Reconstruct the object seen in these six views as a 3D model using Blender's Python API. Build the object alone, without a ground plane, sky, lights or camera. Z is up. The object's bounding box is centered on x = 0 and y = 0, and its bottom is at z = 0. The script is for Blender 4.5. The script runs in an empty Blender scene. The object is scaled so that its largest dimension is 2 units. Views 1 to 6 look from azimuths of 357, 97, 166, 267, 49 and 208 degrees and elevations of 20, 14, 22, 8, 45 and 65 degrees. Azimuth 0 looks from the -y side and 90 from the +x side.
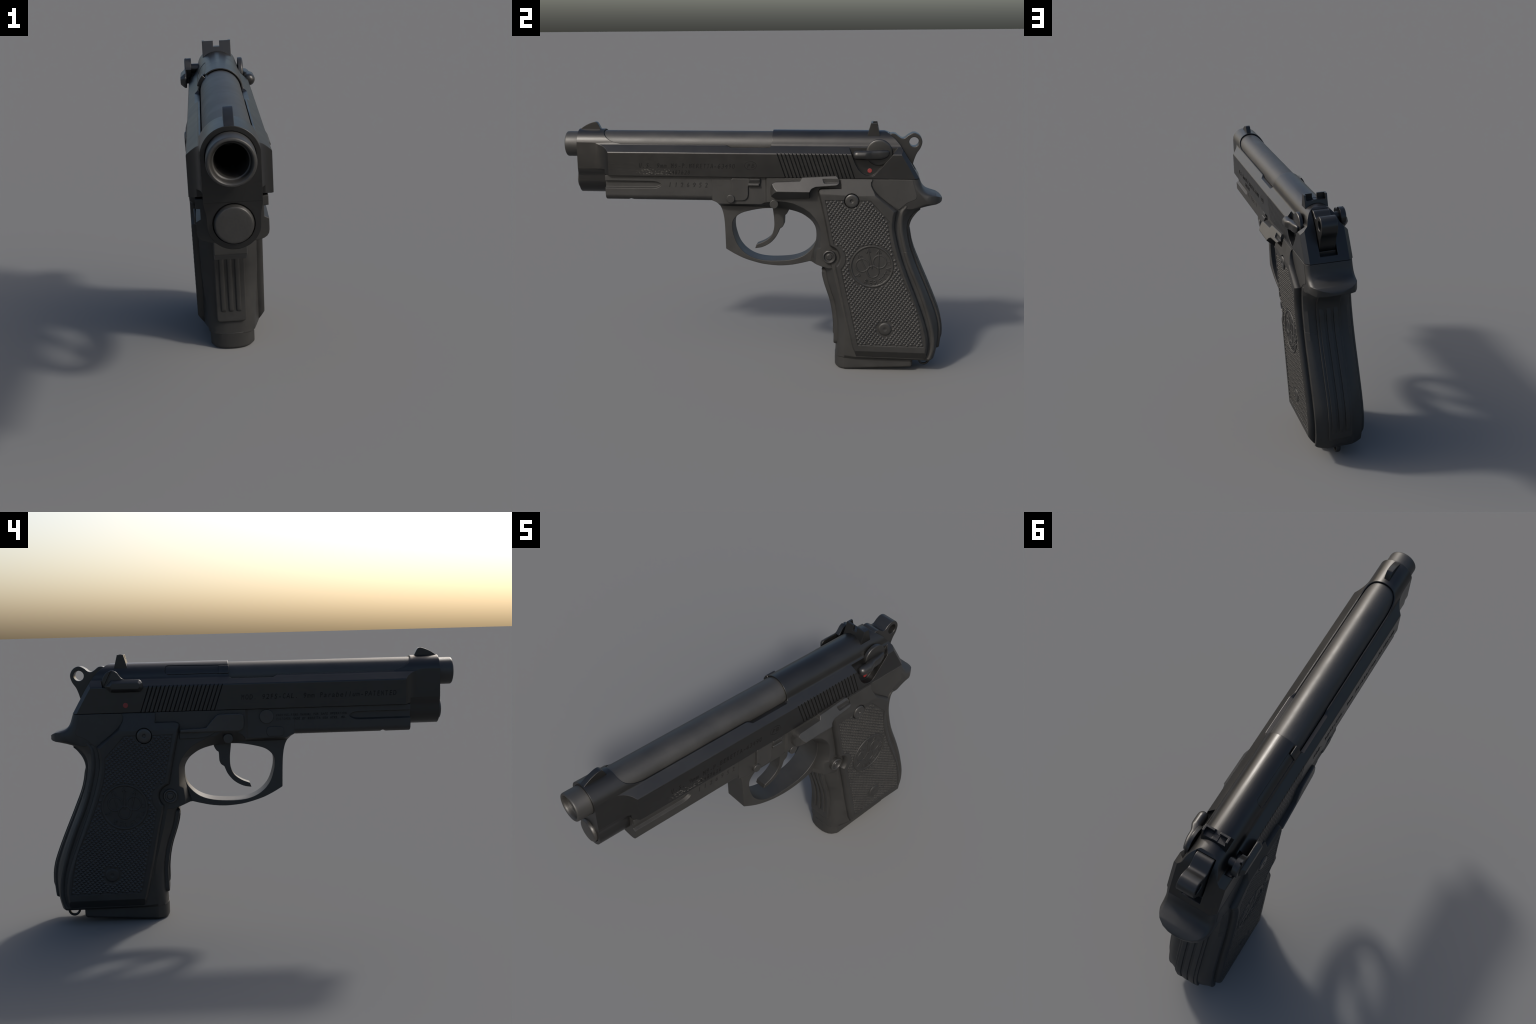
# Semi-automatic service pistol, built part by part.  Muzzle towards -y, left side towards +x.
# All parts are modelled in a frame whose x = 0 is the pistol's middle plane; the root Empty
# carries the small sideways shift that the asymmetric controls cause.
import bpy, bmesh, math, random
from mathutils import Vector, Matrix

random.seed(7)
MIDPLANE_X = -0.011
BORE_Z = 1.183
scene = bpy.context.scene
coll = scene.collection


# ------------------------------------------------------------------ materials
def metal(name, color, rough, metallic=0.0, spec=0.5, grain=0.25, edge=0.004, streak=0.0,
          bump=0.02, scuff=None):
    m = bpy.data.materials.new(name)
    m.use_nodes = True
    nt = m.node_tree
    N, L = nt.nodes, nt.links
    b = N["Principled BSDF"]
    b.inputs["Metallic"].default_value = metallic
    b.inputs["Specular IOR Level"].default_value = spec
    tc = N.new("ShaderNodeTexCoord")
    mp = N.new("ShaderNodeMapping")
    mp.inputs["Scale"].default_value = (1, 0.12 if streak else 1, 1)
    L.new(tc.outputs["Object"], mp.inputs["Vector"])
    n1 = N.new("ShaderNodeTexNoise")
    n1.inputs["Scale"].default_value = 9.0
    n1.inputs["Detail"].default_value = 6.0
    n1.inputs["Roughness"].default_value = 0.6
    L.new(tc.outputs["Object"], n1.inputs["Vector"])
    n2 = N.new("ShaderNodeTexNoise")
    n2.inputs["Scale"].default_value = 160.0
    n2.inputs["Detail"].default_value = 3.0
    L.new(mp.outputs["Vector"], n2.inputs["Vector"])
    ramp = N.new("ShaderNodeValToRGB")
    lo = [c * (1 - grain) for c in color]
    hi = [c * (1 + grain) for c in color]
    ramp.color_ramp.elements[0].position = 0.3
    ramp.color_ramp.elements[1].position = 0.7
    ramp.color_ramp.elements[0].color = (*lo, 1)
    ramp.color_ramp.elements[1].color = (*hi, 1)
    mixn = N.new("ShaderNodeMath")
    mixn.operation = 'MULTIPLY_ADD'
    mixn.inputs[1].default_value = 0.6
    L.new(n1.outputs["Fac"], mixn.inputs[0])
    half = N.new("ShaderNodeMath")
    half.operation = 'MULTIPLY'
    half.inputs[1].default_value = 0.4
    L.new(n2.outputs["Fac"], half.inputs[0])
    L.new(half.outputs[0], mixn.inputs[2])
    L.new(mixn.outputs[0], ramp.inputs["Fac"])
    col = ramp.outputs["Color"]
    if scuff:
        # pale scratches inside one small field of the surface
        (cy, cz, hy, hz) = scuff
        sep = N.new("ShaderNodeSeparateXYZ")
        L.new(tc.outputs["Object"], sep.inputs[0])

        def window(src, c, h):
            a = N.new("ShaderNodeMath"); a.operation = 'SUBTRACT'; a.inputs[1].default_value = c
            L.new(src, a.inputs[0])
            d = N.new("ShaderNodeMath"); d.operation = 'ABSOLUTE'
            L.new(a.outputs[0], d.inputs[0])
            r = N.new("ShaderNodeMapRange")
            r.inputs["From Min"].default_value = h * 0.6
            r.inputs["From Max"].default_value = h
            r.inputs["To Min"].default_value = 1.0
            r.inputs["To Max"].default_value = 0.0
            L.new(d.outputs[0], r.inputs["Value"])
            return r.outputs[0]
        wy, wz = window(sep.outputs["Y"], cy, hy), window(sep.outputs["Z"], cz, hz)
        xs = N.new("ShaderNodeMath"); xs.operation = 'GREATER_THAN'; xs.inputs[1].default_value = 0.0
        L.new(sep.outputs["X"], xs.inputs[0])
        mp2 = N.new("ShaderNodeMapping")
        mp2.inputs["Scale"].default_value = (1, 55, 150)
        mp2.inputs["Rotation"].default_value = (0.25, 0, 0)
        L.new(tc.outputs["Object"], mp2.inputs["Vector"])
        n3 = N.new("ShaderNodeTexNoise")
        n3.inputs["Scale"].default_value = 1.6
        n3.inputs["Detail"].default_value = 4.0
        L.new(mp2.outputs["Vector"], n3.inputs["Vector"])
        thr = N.new("ShaderNodeMapRange")
        thr.inputs["From Min"].default_value = 0.56
        thr.inputs["From Max"].default_value = 0.64
        L.new(n3.outputs["Fac"], thr.inputs["Value"])
        prod = None
        for o in (wy, wz, xs.outputs[0], thr.outputs[0]):
            if prod is None:
                prod = o
            else:
                mm = N.new("ShaderNodeMath"); mm.operation = 'MULTIPLY'
                L.new(prod, mm.inputs[0]); L.new(o, mm.inputs[1])
                prod = mm.outputs[0]
        mx = N.new("ShaderNodeMix"); mx.data_type = 'RGBA'
        L.new(prod, mx.inputs["Factor"])
        L.new(col, mx.inputs["A"])
        mx.inputs["B"].default_value = (0.075, 0.072, 0.066, 1)
        col = mx.outputs["Result"]
    bv = N.new("ShaderNodeBevel")
    bv.samples = 6
    bv.inputs["Radius"].default_value = edge
    L.new(col, b.inputs["Base Color"])
    rr = N.new("ShaderNodeMapRange")
    rr.inputs["From Min"].default_value = 0.3
    rr.inputs["From Max"].default_value = 0.7
    rr.inputs["To Min"].default_value = rough * 0.9
    rr.inputs["To Max"].default_value = rough * 1.12
    L.new(n1.outputs["Fac"], rr.inputs["Value"])
    L.new(rr.outputs[0], b.inputs["Roughness"])
    bp = N.new("ShaderNodeBump")
    bp.inputs["Strength"].default_value = bump
    bp.inputs["Distance"].default_value = 0.01
    L.new(n2.outputs["Fac"], bp.inputs["Height"])
    L.new(bv.outputs["Normal"], bp.inputs["Normal"])
    L.new(bp.outputs["Normal"], b.inputs["Normal"])
    return m


SLIDE_M = metal("blued_slide_steel", (0.0058, 0.0058, 0.0058), 0.335, spec=0.5, streak=1, edge=0.003, scuff=(-0.50, 1.053, 0.11, 0.018))
BARREL_M = metal("barrel_steel", (0.0200, 0.0198, 0.0192), 0.455, spec=0.5)
FRAME_M = metal("anodised_frame_alloy", (0.0185, 0.0184, 0.0178), 0.50, spec=0.44)
CONTROL_M = metal("parkerised_control_steel", (0.0215, 0.0213, 0.0207), 0.38, spec=0.5)
DARK_M = metal("hammer_steel", (0.0105, 0.0105, 0.0103), 0.34, spec=0.5)
GRIP_M = metal("grip_polymer", (0.0175, 0.0174, 0.0169), 0.50, spec=0.38)
CHECK_M = metal("checkered_polymer", (0.0175, 0.0174, 0.0169), 0.46, spec=0.42, edge=0.001)
DARK_LETTER_M = metal("dark_slide_letters", (0.0028, 0.0028, 0.0028), 0.6, spec=0.24)  # raised letters, darker and less glossy than the slide around them
DARK_FRAME_LETTER_M = metal("dark_frame_letters", (0.0080, 0.0080, 0.0078), 0.6, spec=0.3)
RED_M = metal("red_enamel", (0.17, 0.015, 0.015), 0.45, spec=0.5, grain=0.1)

# ------------------------------------------------------------------ helpers
root = bpy.data.objects.new("pistol", None)
root["label"] = "matte black semi-automatic service pistol with checkered grips"
root["category"] = "pistol"
coll.objects.link(root)


def make(name, mesh, mat=None, parent=root, smooth=35.0):
    ob = bpy.data.objects.new(name, mesh)
    coll.objects.link(ob)
    if mat:
        mesh.materials.clear()
        mesh.materials.append(mat)
    if parent:
        ob.parent = parent
    shade(mesh, smooth)
    return ob


def shade(mesh, angle):
    for p in mesh.polygons:
        p.use_smooth = angle > 0
    if angle > 0:
        mesh.set_sharp_from_angle(angle=math.radians(angle))


def fix(bm):
    bmesh.ops.remove_doubles(bm, verts=bm.verts, dist=1e-6)
    bmesh.ops.recalc_face_normals(bm, faces=bm.faces)


def to_mesh(bm, name="part"):
    me = bpy.data.meshes.new(name)
    bm.to_mesh(me)
    bm.free()
    return me


def skin(rings, caps=True, closed=True):
    """Mesh through a list of equally long rings of points."""
    bm = bmesh.new()
    vs = [[bm.verts.new(p) for p in r] for r in rings]
    n = len(rings[0])
    for a, b in zip(vs, vs[1:]):
        for i in range(n if closed else n - 1):
            j = (i + 1) % n
            bm.faces.new((a[i], a[j], b[j], b[i]))
    if caps:
        bm.faces.new(vs[0])
        bm.faces.new(vs[-1])
    fix(bm)
    return to_mesh(bm)


def prism(pts, axis, a, b):
    """Extrude a polygon along x (pts = y,z), y (pts = x,z) or z (pts = x,y)."""
    def P(p, t):
        return {0: (t, p[0], p[1]), 1: (p[0], t, p[1]), 2: (p[0], p[1], t)}[axis]
    return skin([[P(p, a) for p in pts], [P(p, b) for p in pts]])


def layered(layers):
    """layers: (x, [(y, z)...]) from one side to the other."""
    return skin([[(x, y, z) for y, z in pts] for x, pts in layers])


def lathe(profile, centre, axis=1, seg=64, closed_ends=True):
    """Revolve (radius, position along axis)."""
    rings = []
    for r, t in profile:
        ring = []
        for k in range(seg):
            a = 2 * math.pi * k / seg
            u, v = r * math.cos(a), r * math.sin(a)
            if axis == 1:
                ring.append((centre[0] + u, t, centre[1] + v))
            else:
                ring.append((t, centre[0] + u, centre[1] + v))
        rings.append(ring)
    return skin(rings, caps=closed_ends)


def spline(pts, n=5, closed=False):
    """Catmull-Rom through pts; a third value 1 marks a sharp corner."""
    P = [Vector(p[:2]) for p in pts]
    S = [len(p) > 2 and p[2] for p in pts]
    N = len(P)
    out = []
    for i in range(N if closed else N - 1):
        p1, p2 = P[i], P[(i + 1) % N]
        p0 = P[i - 1] if (closed or i > 0) else p1
        p3 = P[(i + 2) % N] if (closed or i + 2 < N) else p2
        if S[i]:
            p0 = p1
        if S[(i + 1) % N]:
            p3 = p2
        L = (p2 - p1).length
        m1 = (p2 - p0) * (L / max(1e-9, (p2 - p1).length + (p1 - p0).length))
        m2 = (p3 - p1) * (L / max(1e-9, (p3 - p2).length + (p2 - p1).length))
        for k in range(n):
            t = k / n
            h = (2 * t**3 - 3 * t**2 + 1, t**3 - 2 * t**2 + t, -2 * t**3 + 3 * t**2, t**3 - t**2)
            out.append(p1 * h[0] + m1 * h[1] + p2 * h[2] + m2 * h[3])
    if not closed:
        out.append(P[-1])
    return [tuple(p) for p in out]


def rounded(pts, radii, n=6):
    """Round the corners of a closed polygon (one radius per corner, or a single one)."""
    if not isinstance(radii, (list, tuple)):
        radii = [radii] * len(pts)
    out = []
    N = len(pts)
    for i in range(N):
        p = Vector(pts[i]); a = Vector(pts[i - 1]); b = Vector(pts[(i + 1) % N])
        r = radii[i]
        if r <= 0:
            out.append(tuple(p)); continue
        u, v = (a - p).normalized(), (b - p).normalized()
        ang = u.angle(v)
        d = min(r / math.tan(ang / 2), 0.48 * (a - p).length, 0.48 * (b - p).length)
        s, e = p + u * d, p + v * d
        for k in range(n + 1):
            t = k / n
            out.append(tuple(s * (1 - t)**2 + p * 2 * t * (1 - t) + e * t * t))
    return out


def inset(pts, d):
    """Offset a closed polygon inwards by d."""
    N = len(pts)
    area = sum(pts[i - 1][0] * pts[i][1] - pts[i][0] * pts[i - 1][1] for i in range(N))
    s = 1 if area > 0 else -1
    out = []
    for i in range(N):
        a, p, b = Vector(pts[i - 1]), Vector(pts[i]), Vector(pts[(i + 1) % N])
        u, v = (p - a), (b - p)
        if u.length < 1e-7 or v.length < 1e-7:
            out.append(tuple(p)); continue
        u.normalize(); v.normalize()
        nu, nv = Vector((-u.y, u.x)) * s, Vector((-v.y, v.x)) * s
        m = nu + nv
        if m.length < 1e-6:
            m = nu
        m.normalize()
        out.append(tuple(p + m * (d / max(0.45, m.dot(nu)))))
    return out


def circle(c, r, n=40, ry=None):
    return [(c[0] + r * math.cos(2 * math.pi * k / n), c[1] + (ry or r) * math.sin(2 * math.pi * k / n)) for k in range(n)]


def tmp(mesh):
    ob = bpy.data.objects.new("helper", mesh)
    coll.objects.link(ob)
    return ob


def boolean(ob, tool_mesh, op='DIFFERENCE', self_cut=False):
    t = tmp(tool_mesh)
    md = ob.modifiers.new("b", 'BOOLEAN')
    md.operation = op
    md.solver = 'EXACT'
    md.use_self = self_cut
    md.use_hole_tolerant = self_cut
    md.object = t
    bake(ob)
    bpy.data.objects.remove(t)


def bake(ob):
    dg = bpy.context.evaluated_depsgraph_get()
    me = bpy.data.meshes.new_from_object(ob.evaluated_get(dg))
    old = ob.data
    ob.modifiers.clear()
    ob.data = me
    bpy.data.meshes.remove(old)


def bevel(ob, width, seg=2, angle=35):
    md = ob.modifiers.new("v", 'BEVEL')
    md.width = width
    md.segments = seg
    md.limit_method = 'ANGLE'
    md.angle_limit = math.radians(angle)
    md.use_clamp_overlap = True
    md.harden_normals = False
    bake(ob)
    shade(ob.data, 40)


def joined(meshes):
    bm = bmesh.new()
    for me in meshes:
        bm.from_mesh(me)
        bpy.data.meshes.remove(me)
    return to_mesh(bm)


def mirror_poly(half):
    """Close a right-hand half outline (x >= 0, top to bottom) symmetrically."""
    return half + [(-x, z) for x, z in reversed(half) if x > 1e-6]


def lerp_table(tab, z):
    """Smooth value from (z, value) pairs sorted by z."""
    if z <= tab[0][0]:
        return tab[0][1]
    for (z0, v0), (z1, v1) in zip(tab, tab[1:]):
        if z <= z1:
            t = (z - z0) / (z1 - z0)
            return v0 + (v1 - v0) * t
    return tab[-1][1]


def smooth_table(tab, n=8):
    return sorted(spline(tab, n))


# ------------------------------------------------------------------ slide
R_TOP = 0.081
half = [(R_TOP * math.cos(a), BORE_Z + R_TOP * math.sin(a))
        for a in [math.radians(90 - k * 3) for k in range(0, 28)]]
half = [(max(0.0, x), z) for x, z in half]
half = [p for p in half if p[1] > 1.199]
half += [(0.0803, 1.1965), (0.0815, 1.1925), (0.0840, 1.1885), (0.0875, 1.1850), (0.0915, 1.1818), (0.1172, 1.1564), (0.1186, 1.1548), (0.1197, 1.1529), (0.1204, 1.1507), (0.1206, 1.1483), (0.1206, 1.0312)]
section = mirror_poly(half)
slide = make("slide", prism(section, 1, -0.9285, 0.95), SLIDE_M)

plan_half = [(-0.95, 0.0795), (-0.86, 0.0797), (-0.83, 0.0805), (-0.81, 0.083), (-0.795, 0.0875),
             (-0.78, 0.095), (-0.765, 0.1055), (-0.747, 0.125), (-0.74, 0.14), (1.0, 0.14)]
plan = [(w, y) for y, w in plan_half] + [(-w, y) for y, w in reversed(plan_half)]
boolean(slide, prism(plan, 2, 0.9, 1.4), 'INTERSECT')

rear = [(0.672, 1.264), (0.69, 1.2565), (0.706, 1.246), (0.730, 1.226), (0.754, 1.199), (0.777, 1.164),
        (0.823, 1.087), (0.848, 1.043), (0.855, 1.0305)]
rear_in = [(y - (0.0 if z > 1.21 else 0.03), z) for y, z in rear]
front_block = [(-1.0, 1.0), (-1.0, 1.4), (0.66, 1.4)]
full = front_block + rear + [(0.856, 1.0)]
full_in = front_block + rear_in + [(0.826, 1.0)]
boolean(slide, layered([(-0.13, full_in), (-0.099, full), (0.099, full), (0.13, full_in)]), 'INTERSECT')

# lower lug that carries the recoil spring
# the narrow nose has no step between block and lug: trim the block, let the lug continue it
boolean(slide, prism([(-1.0, 0.9), (-1.0, 1.060), (-0.778, 1.060), (-0.778, 1.0375), (-0.755, 1.0308), (-0.750, 0.9)], 0, -0.3, 0.3))
lug_half = [(0.0, 1.10), (0.0794, 1.10), (0.0792, 1.060), (0.0785, 1.050), (0.0765, 1.041), (0.0740, 1.033), (0.0728, 1.022), (0.0725, 0.998)]
lug_half += [(0.0725 * math.cos(a), 0.998 - 0.070 * math.sin(a)) for a in [math.radians(k * 9) for k in range(1, 11)]]
lug_half[-1] = (0.0, 0.928)
lug = tmp(prism(mirror_poly(lug_half), 1, -0.9280, -0.765))
boolean(slide, lug.data.copy(), 'UNION')
bpy.data.objects.remove(lug)

# open top: everything above this curve between front bridge and breech is cut away
opening = spline([(-0.797, 1.30), (-0.793, 1.268), (-0.785, 1.243), (-0.768, 1.222), (-0.735, 1.203), (-0.69, 1.1925, 1)], 6)
opening += [(-0.137, 1.1915), (-0.125, 1.187), (-0.110, 1.179), (0.090, 1.179), (0.101, 1.186), (0.103, 1.20), (0.106, 1.30)]
boolean(slide, prism(opening, 0, -0.2, 0.2))
boolean(slide, lathe([(0.0762, -0.81), (0.0762, 0.14)], (0, BORE_Z), seg=72))
boolean(slide, lathe([(0.0675, -1.0), (0.0675, -0.7)], (0, BORE_Z), seg=72))

# safety pocket, left
pocket = [(0.489, 1.26), (0.497, 1.19), (0.513, 1.151), (0.533, 1.100), (0.549, 1.074), (0.566, 1.057), (0.588, 1.046),
          (0.611, 1.0425), (0.626, 1.047), (0.640, 1.060), (0.720, 1.153), (0.752, 1.194), (0.80, 1.26)]
boolean(slide, prism(pocket, 0, 0.0885, 0.2))
# bevel relief around the right safety
boolean(slide, prism([(0.590, 1.26), (0.602, 1.1515), (0.705, 1.1515), (0.742, 1.26)], 0, -0.2, -0.0885))

# hammer slot
boolean(slide, prism([(0.70, 1.30), (0.70, 1.235), (0.735, 1.058), (0.95, 1.058), (0.95, 1.30)], 0, -0.0445, 0.0445))

# cocking serrations: slanted V grooves, both sides
cuts = []
COUNT = 19
for side in (1, -1):
    for k in range(COUNT):
        y_top = 0.137 + k * (0.488 - 0.137) / (COUNT - 1)
        y_bot = y_top + 0.042
        w, d = 0.0050, 0.0056
        rings = []
        for y, z in ((y_top - 0.0085, 1.178), (y_bot + 0.0035, 1.020)):
            rings.append([(side * 0.130, y - w * 2.0, z), (side * (0.1206 - d), y, z), (side * 0.130, y + w * 1.3, z)])
        cuts.append(skin(rings))
boolean(slide, joined(cuts))

# clearance ring around the recoil spring plug
boolean(slide, lathe([(0.0570, -1.0), (0.0570, -0.910)], (0, 0.9995), seg=56))
# extractor recess, right
boolean(slide, prism(rounded([(0.098, 1.243), (0.410, 1.247), (0.410, 1.203), (0.098, 1.203)], [0, 0.018, 0.018, 0]), 0, -0.2, -0.045))
bevel(slide, 0.0032, 3, 32)

# extractor, a curved plate in that recess, thicker claw at its front end
def arc_plate(y0, y1, z0, z1, r_out, r_in):
    a0, a1 = math.asin((z0 - BORE_Z) / r_out), math.asin(min(1, (z1 - BORE_Z) / r_out))
    ring = [(-r_out * math.cos(a0 + (a1 - a0) * k / 8), BORE_Z + r_out * math.sin(a0 + (a1 - a0) * k / 8)) for k in range(9)]
    ring += [(-r_in * math.cos(a1 + (a0 - a1) * k / 8), BORE_Z + r_in * math.sin(a1 + (a0 - a1) * k / 8)) for k in range(9)]
    return prism(ring, 1, y0, y1)

ex = make("extractor", joined([arc_plate(0.152, 0.4085, 1.2042, 1.2457, 0.0797, 0.05), arc_plate(0.1035, 0.153, 1.204, 1.2425, 0.0870, 0.05)]), SLIDE_M, slide)
bevel(ex, 0.002)

# sights
fs = make("front_sight", prism(spline([(-0.9265, 1.2615, 1), (-0.896, 1.2815), (-0.870, 1.2935), (-0.850, 1.2995), (-0.837, 1.2985), (-0.8285, 1.290), (-0.8145, 1.262, 1), (-0.8145, 1.25, 1), (-0.9265, 1.25, 1)], 4), 0, -0.0138, 0.0138), SLIDE_M, slide)
bevel(fs, 0.002)
rs = make("rear_sight", prism([(0.586, 1.232), (0.607, 1.3045), (0.636, 1.3045), (0.655, 1.232)], 0, -0.058, 0.058), SLIDE_M, slide)
boolean(rs, prism([(-0.0125, 1.35), (-0.0125, 1.2815), (0.0125, 1.2815), (0.0125, 1.35)], 1, 0.5, 0.7))
for s in (1, -1):
    boolean(rs, prism([(0.616, 1.35), (0.616, 1.277), (0.70, 1.277), (0.70, 1.35)], 0, *sorted((s * 0.0127, s * 0.049))))
boolean(rs, prism([(0.6165, 1.35), (0.6165, 1.2805), (0.70, 1.2805), (0.70, 1.35)], 0, -0.02, 0.02))
bevel(rs, 0.0015)

# ------------------------------------------------------------------ barrel and recoil plug
barrel = make("barrel", lathe([(0.0, -0.6), (0.0445, -0.6), (0.0455, -0.968), (0.0465, -0.976), (0.0500, -0.9775), (0.0515, -0.990), (0.0535, -0.9965),
                               (0.0575, -1.000), (0.0625, -0.9995), (0.0650, -0.9970), (0.0660, -0.992), (0.0660, -0.900), (0.0730, -0.885), (0.0730, 0.16), (0.0, 0.16)],
                              (0, BORE_Z), seg=96, closed_ends=False), BARREL_M)
plug = make("recoil_spring_plug", lathe([(0.0, -0.9425), (0.044, -0.9425), (0.0500, -0.9410), (0.0535, -0.9355), (0.0545, -0.930), (0.0545, -0.88), (0, -0.88)],
                                        (0, 0.9995), closed_ends=False), CONTROL_M)

# ------------------------------------------------------------------ frame
W = 0.1035
dust_half = [(0.0, 1.0295), (W, 1.0295), (W, 0.930), (0.1015, 0.919), (0.096, 0.911), (0.087, 0.905), (0.073, 0.9005), (0.055, 0.8985), (0.0, 0.898)]
frame = make("frame", prism(mirror_poly(dust_half), 1, -0.776, -0.205), FRAME_M)
# finger grooves along the dust cover
for s in (1, -1):
    g = spline([(-0.85, 1.0025, 1), (-0.53, 1.0025, 1), (-0.505, 1.0005), (-0.485, 0.9935), (-0.4755, 0.983), (-0.485, 0.9725), (-0.505, 0.9650), (-0.53, 0.963, 1), (-0.85, 0.963, 1)], 4)
    gi = [(y - (0.004 if y > -0.6 else 0), 0.9865 + (z - 0.984) * 0.78) for y, z in g]
    boolean(frame, layered([(s * 0.12, g), (s * W, g), (s * 0.090, gi)]))
# accessory notch under the dust cover
boolean(frame, prism([(-0.664, 0.880), (-0.658, 0.9065), (-0.643, 0.9085), (-0.634, 0.9055), (-0.626, 0.880)], 0, -0.2, 0.2))
bevel(frame, 0.005, 2, 50)

# receiver: outline at the flanks (lower edge chamfered towards the trigger guard)
low_out = [(-0.2065, 0.905), (-0.190, 0.899), (-0.172, 0.889), (-0.151, 0.888), (-0.05, 0.888), (0.049, 0.889), (0.074, 0.901), (0.105, 0.904),
           (0.141, 0.908), (0.180, 0.905), (0.217, 0.898), (0.274, 0.872), (0.303, 0.852), (0.325, 0.828), (0.343, 0.803), (0.357, 0.773), (0.364, 0.740),
           (0.366, 0.715), (0.365, 0.668), (0.341, 0.657), (0.334, 0.605), (0.336, 0.577)]
low_in = [(-0.2065, 0.897), (-0.192, 0.889), (-0.176, 0.873), (-0.151, 0.869), (-0.05, 0.869), (0.020, 0.869), (0.060, 0.869), (0.097, 0.866),
          (0.140, 0.864), (0.170, 0.861), (0.192, 0.857), (0.249, 0.840), (0.276, 0.824), (0.299, 0.807), (0.318, 0.788), (0.331, 0.760), (0.3345, 0.735),
          (0.334, 0.705), (0.329, 0.680), (0.322, 0.657), (0.306, 0.605), (0.302, 0.584)]
tail = [(0.362, 0.566), (0.40, 0.558), (0.50, 0.560), (0.62, 0.70), (0.62, 1.0292), (-0.2065, 1.0292)]
receiver = make("receiver", layered([(-W - 0.001, low_out + tail), (-0.061, low_in + tail), (0.061, low_in + tail), (W + 0.001, low_out + tail)]), FRAME_M, frame)
# the flanks widen behind a small step, up to the width of the grip frame
bm = bmesh.new()
bm.from_mesh(receiver.data)
for yy in (0.019, 0.031, 0.071, 0.081, 0.20, 0.36):
    bmesh.ops.bisect_plane(bm, geom=bm.verts[:] + bm.edges[:] + bm.faces[:], plane_co=(0, yy, 0), plane_no=(0, 1, 0))
for v in bm.verts:
    if abs(v.co.x) > 0.09:
        y0, y1 = (0.072, 0.080) if v.co.x > 0 else (0.020, 0.030)
        w = lerp_table([(-1, W + 0.001), (y0, W + 0.001), (y1, 0.1145), (0.20, 0.1175), (0.36, 0.1205), (1, 0.1205)], v.co.y)
        if v.co.z < 0.665 and v.co.y < 0.37:
            w = 0.1090
        if v.co.x < 0 and 0.04 < v.co.y < 0.15 and v.co.z < 0.92:
            v.co.z += 0.020   # the right flank is relieved around the trigger pin
        v.co.x = math.copysign(w, v.co.x)
bm.to_mesh(receiver.data)
bm.free()
bevel(receiver, 0.003, 2, 30)
# rear block of the receiver between the grips and the tang
block = make("receiver_block", prism([(0.40, 1.029), (0.836, 1.029), (0.847, 0.985), (0.856, 0.945), (0.82, 0.91), (0.756, 0.860), (0.60, 0.80), (0.42, 0.90)], 0, -0.1140, 0.1140), FRAME_M, frame)
bevel(block, 0.003)
plate_o = [(0.622, 1.0283, 1), (0.6135, 1.012), (0.617, 0.993), (0.643, 0.956), (0.681, 0.923), (0.722, 0.893), (0.756, 0.874, 1),
           (0.778, 0.893), (0.797, 0.909), (0.820, 0.920), (0.838, 0.928), (0.8445, 0.942), (0.8415, 0.960), (0.833, 0.988), (0.8215, 1.0283, 1)]
plate_pts = spline(plate_o, 4)
for s in (1, -1):
    p = make("side_plate", layered([(s * 0.10, plate_pts), (s * 0.1195, plate_pts), (s * 0.1212, inset(plate_pts, 0.0025))]), FRAME_M, frame)

# vertical seam line where the dust cover meets the receiver is the butt joint at y = -0.2055

# ------------------------------------------------------------------ trigger guard
outer = spline([(-0.206, 0.899), (-0.190, 0.887), (-0.175, 0.872), (-0.162, 0.845), (-0.153, 0.800), (-0.149, 0.734), (-0.1465, 0.639, 1),
                (-0.10, 0.612), (-0.046, 0.587), (0.033, 0.564), (0.087, 0.556), (0.142, 0.5535), (0.204, 0.559), (0.260, 0.571), (0.297, 0.581, 1),
                (0.328, 0.577), (0.355, 0.566), (0.375, 0.548, 1)], 5)
outer += [(0.42, 0.55), (0.42, 0.93), (-0.206, 0.93)]
inner = spline([(-0.110, 0.763), (-0.105, 0.792), (-0.080, 0.821), (-0.046, 0.838), (0.039, 0.857), (0.097, 0.861), (0.145, 0.860), (0.189, 0.855),
                (0.251, 0.837), (0.297, 0.808), (0.322, 0.777), (0.332, 0.744), (0.330, 0.693), (0.313, 0.655), (0.270, 0.614), (0.212, 0.590),
                (0.134, 0.580), (0.056, 0.5805), (-0.002, 0.594), (-0.049, 0.622), (-0.084, 0.664), (-0.105, 0.723)], 4, closed=True)
guard = make("trigger_guard", prism(outer, 0, -0.060, 0.060), FRAME_M, frame)
boolean(guard, prism(inner, 0, -0.2, 0.2))
bevel(guard, 0.0035, 2, 40)

trig = make("trigger", prism(spline([(0.098, 0.90, 1), (0.101, 0.855), (0.1075, 0.795), (0.106, 0.745), (0.090, 0.705), (0.055, 0.677), (0.013, 0.659, 1), (0.005, 0.637, 1),
                                     (0.045, 0.645), (0.088, 0.669), (0.120, 0.706), (0.137, 0.745, 1), (0.153, 0.757), (0.160, 0.772, 1), (0.162, 0.817, 1),
                                     (0.174, 0.826), (0.186, 0.850), (0.19, 0.90, 1)], 5), 0, -0.030, 0.030), FRAME_M, frame)
bevel(trig, 0.004, 3, 40)

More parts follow.
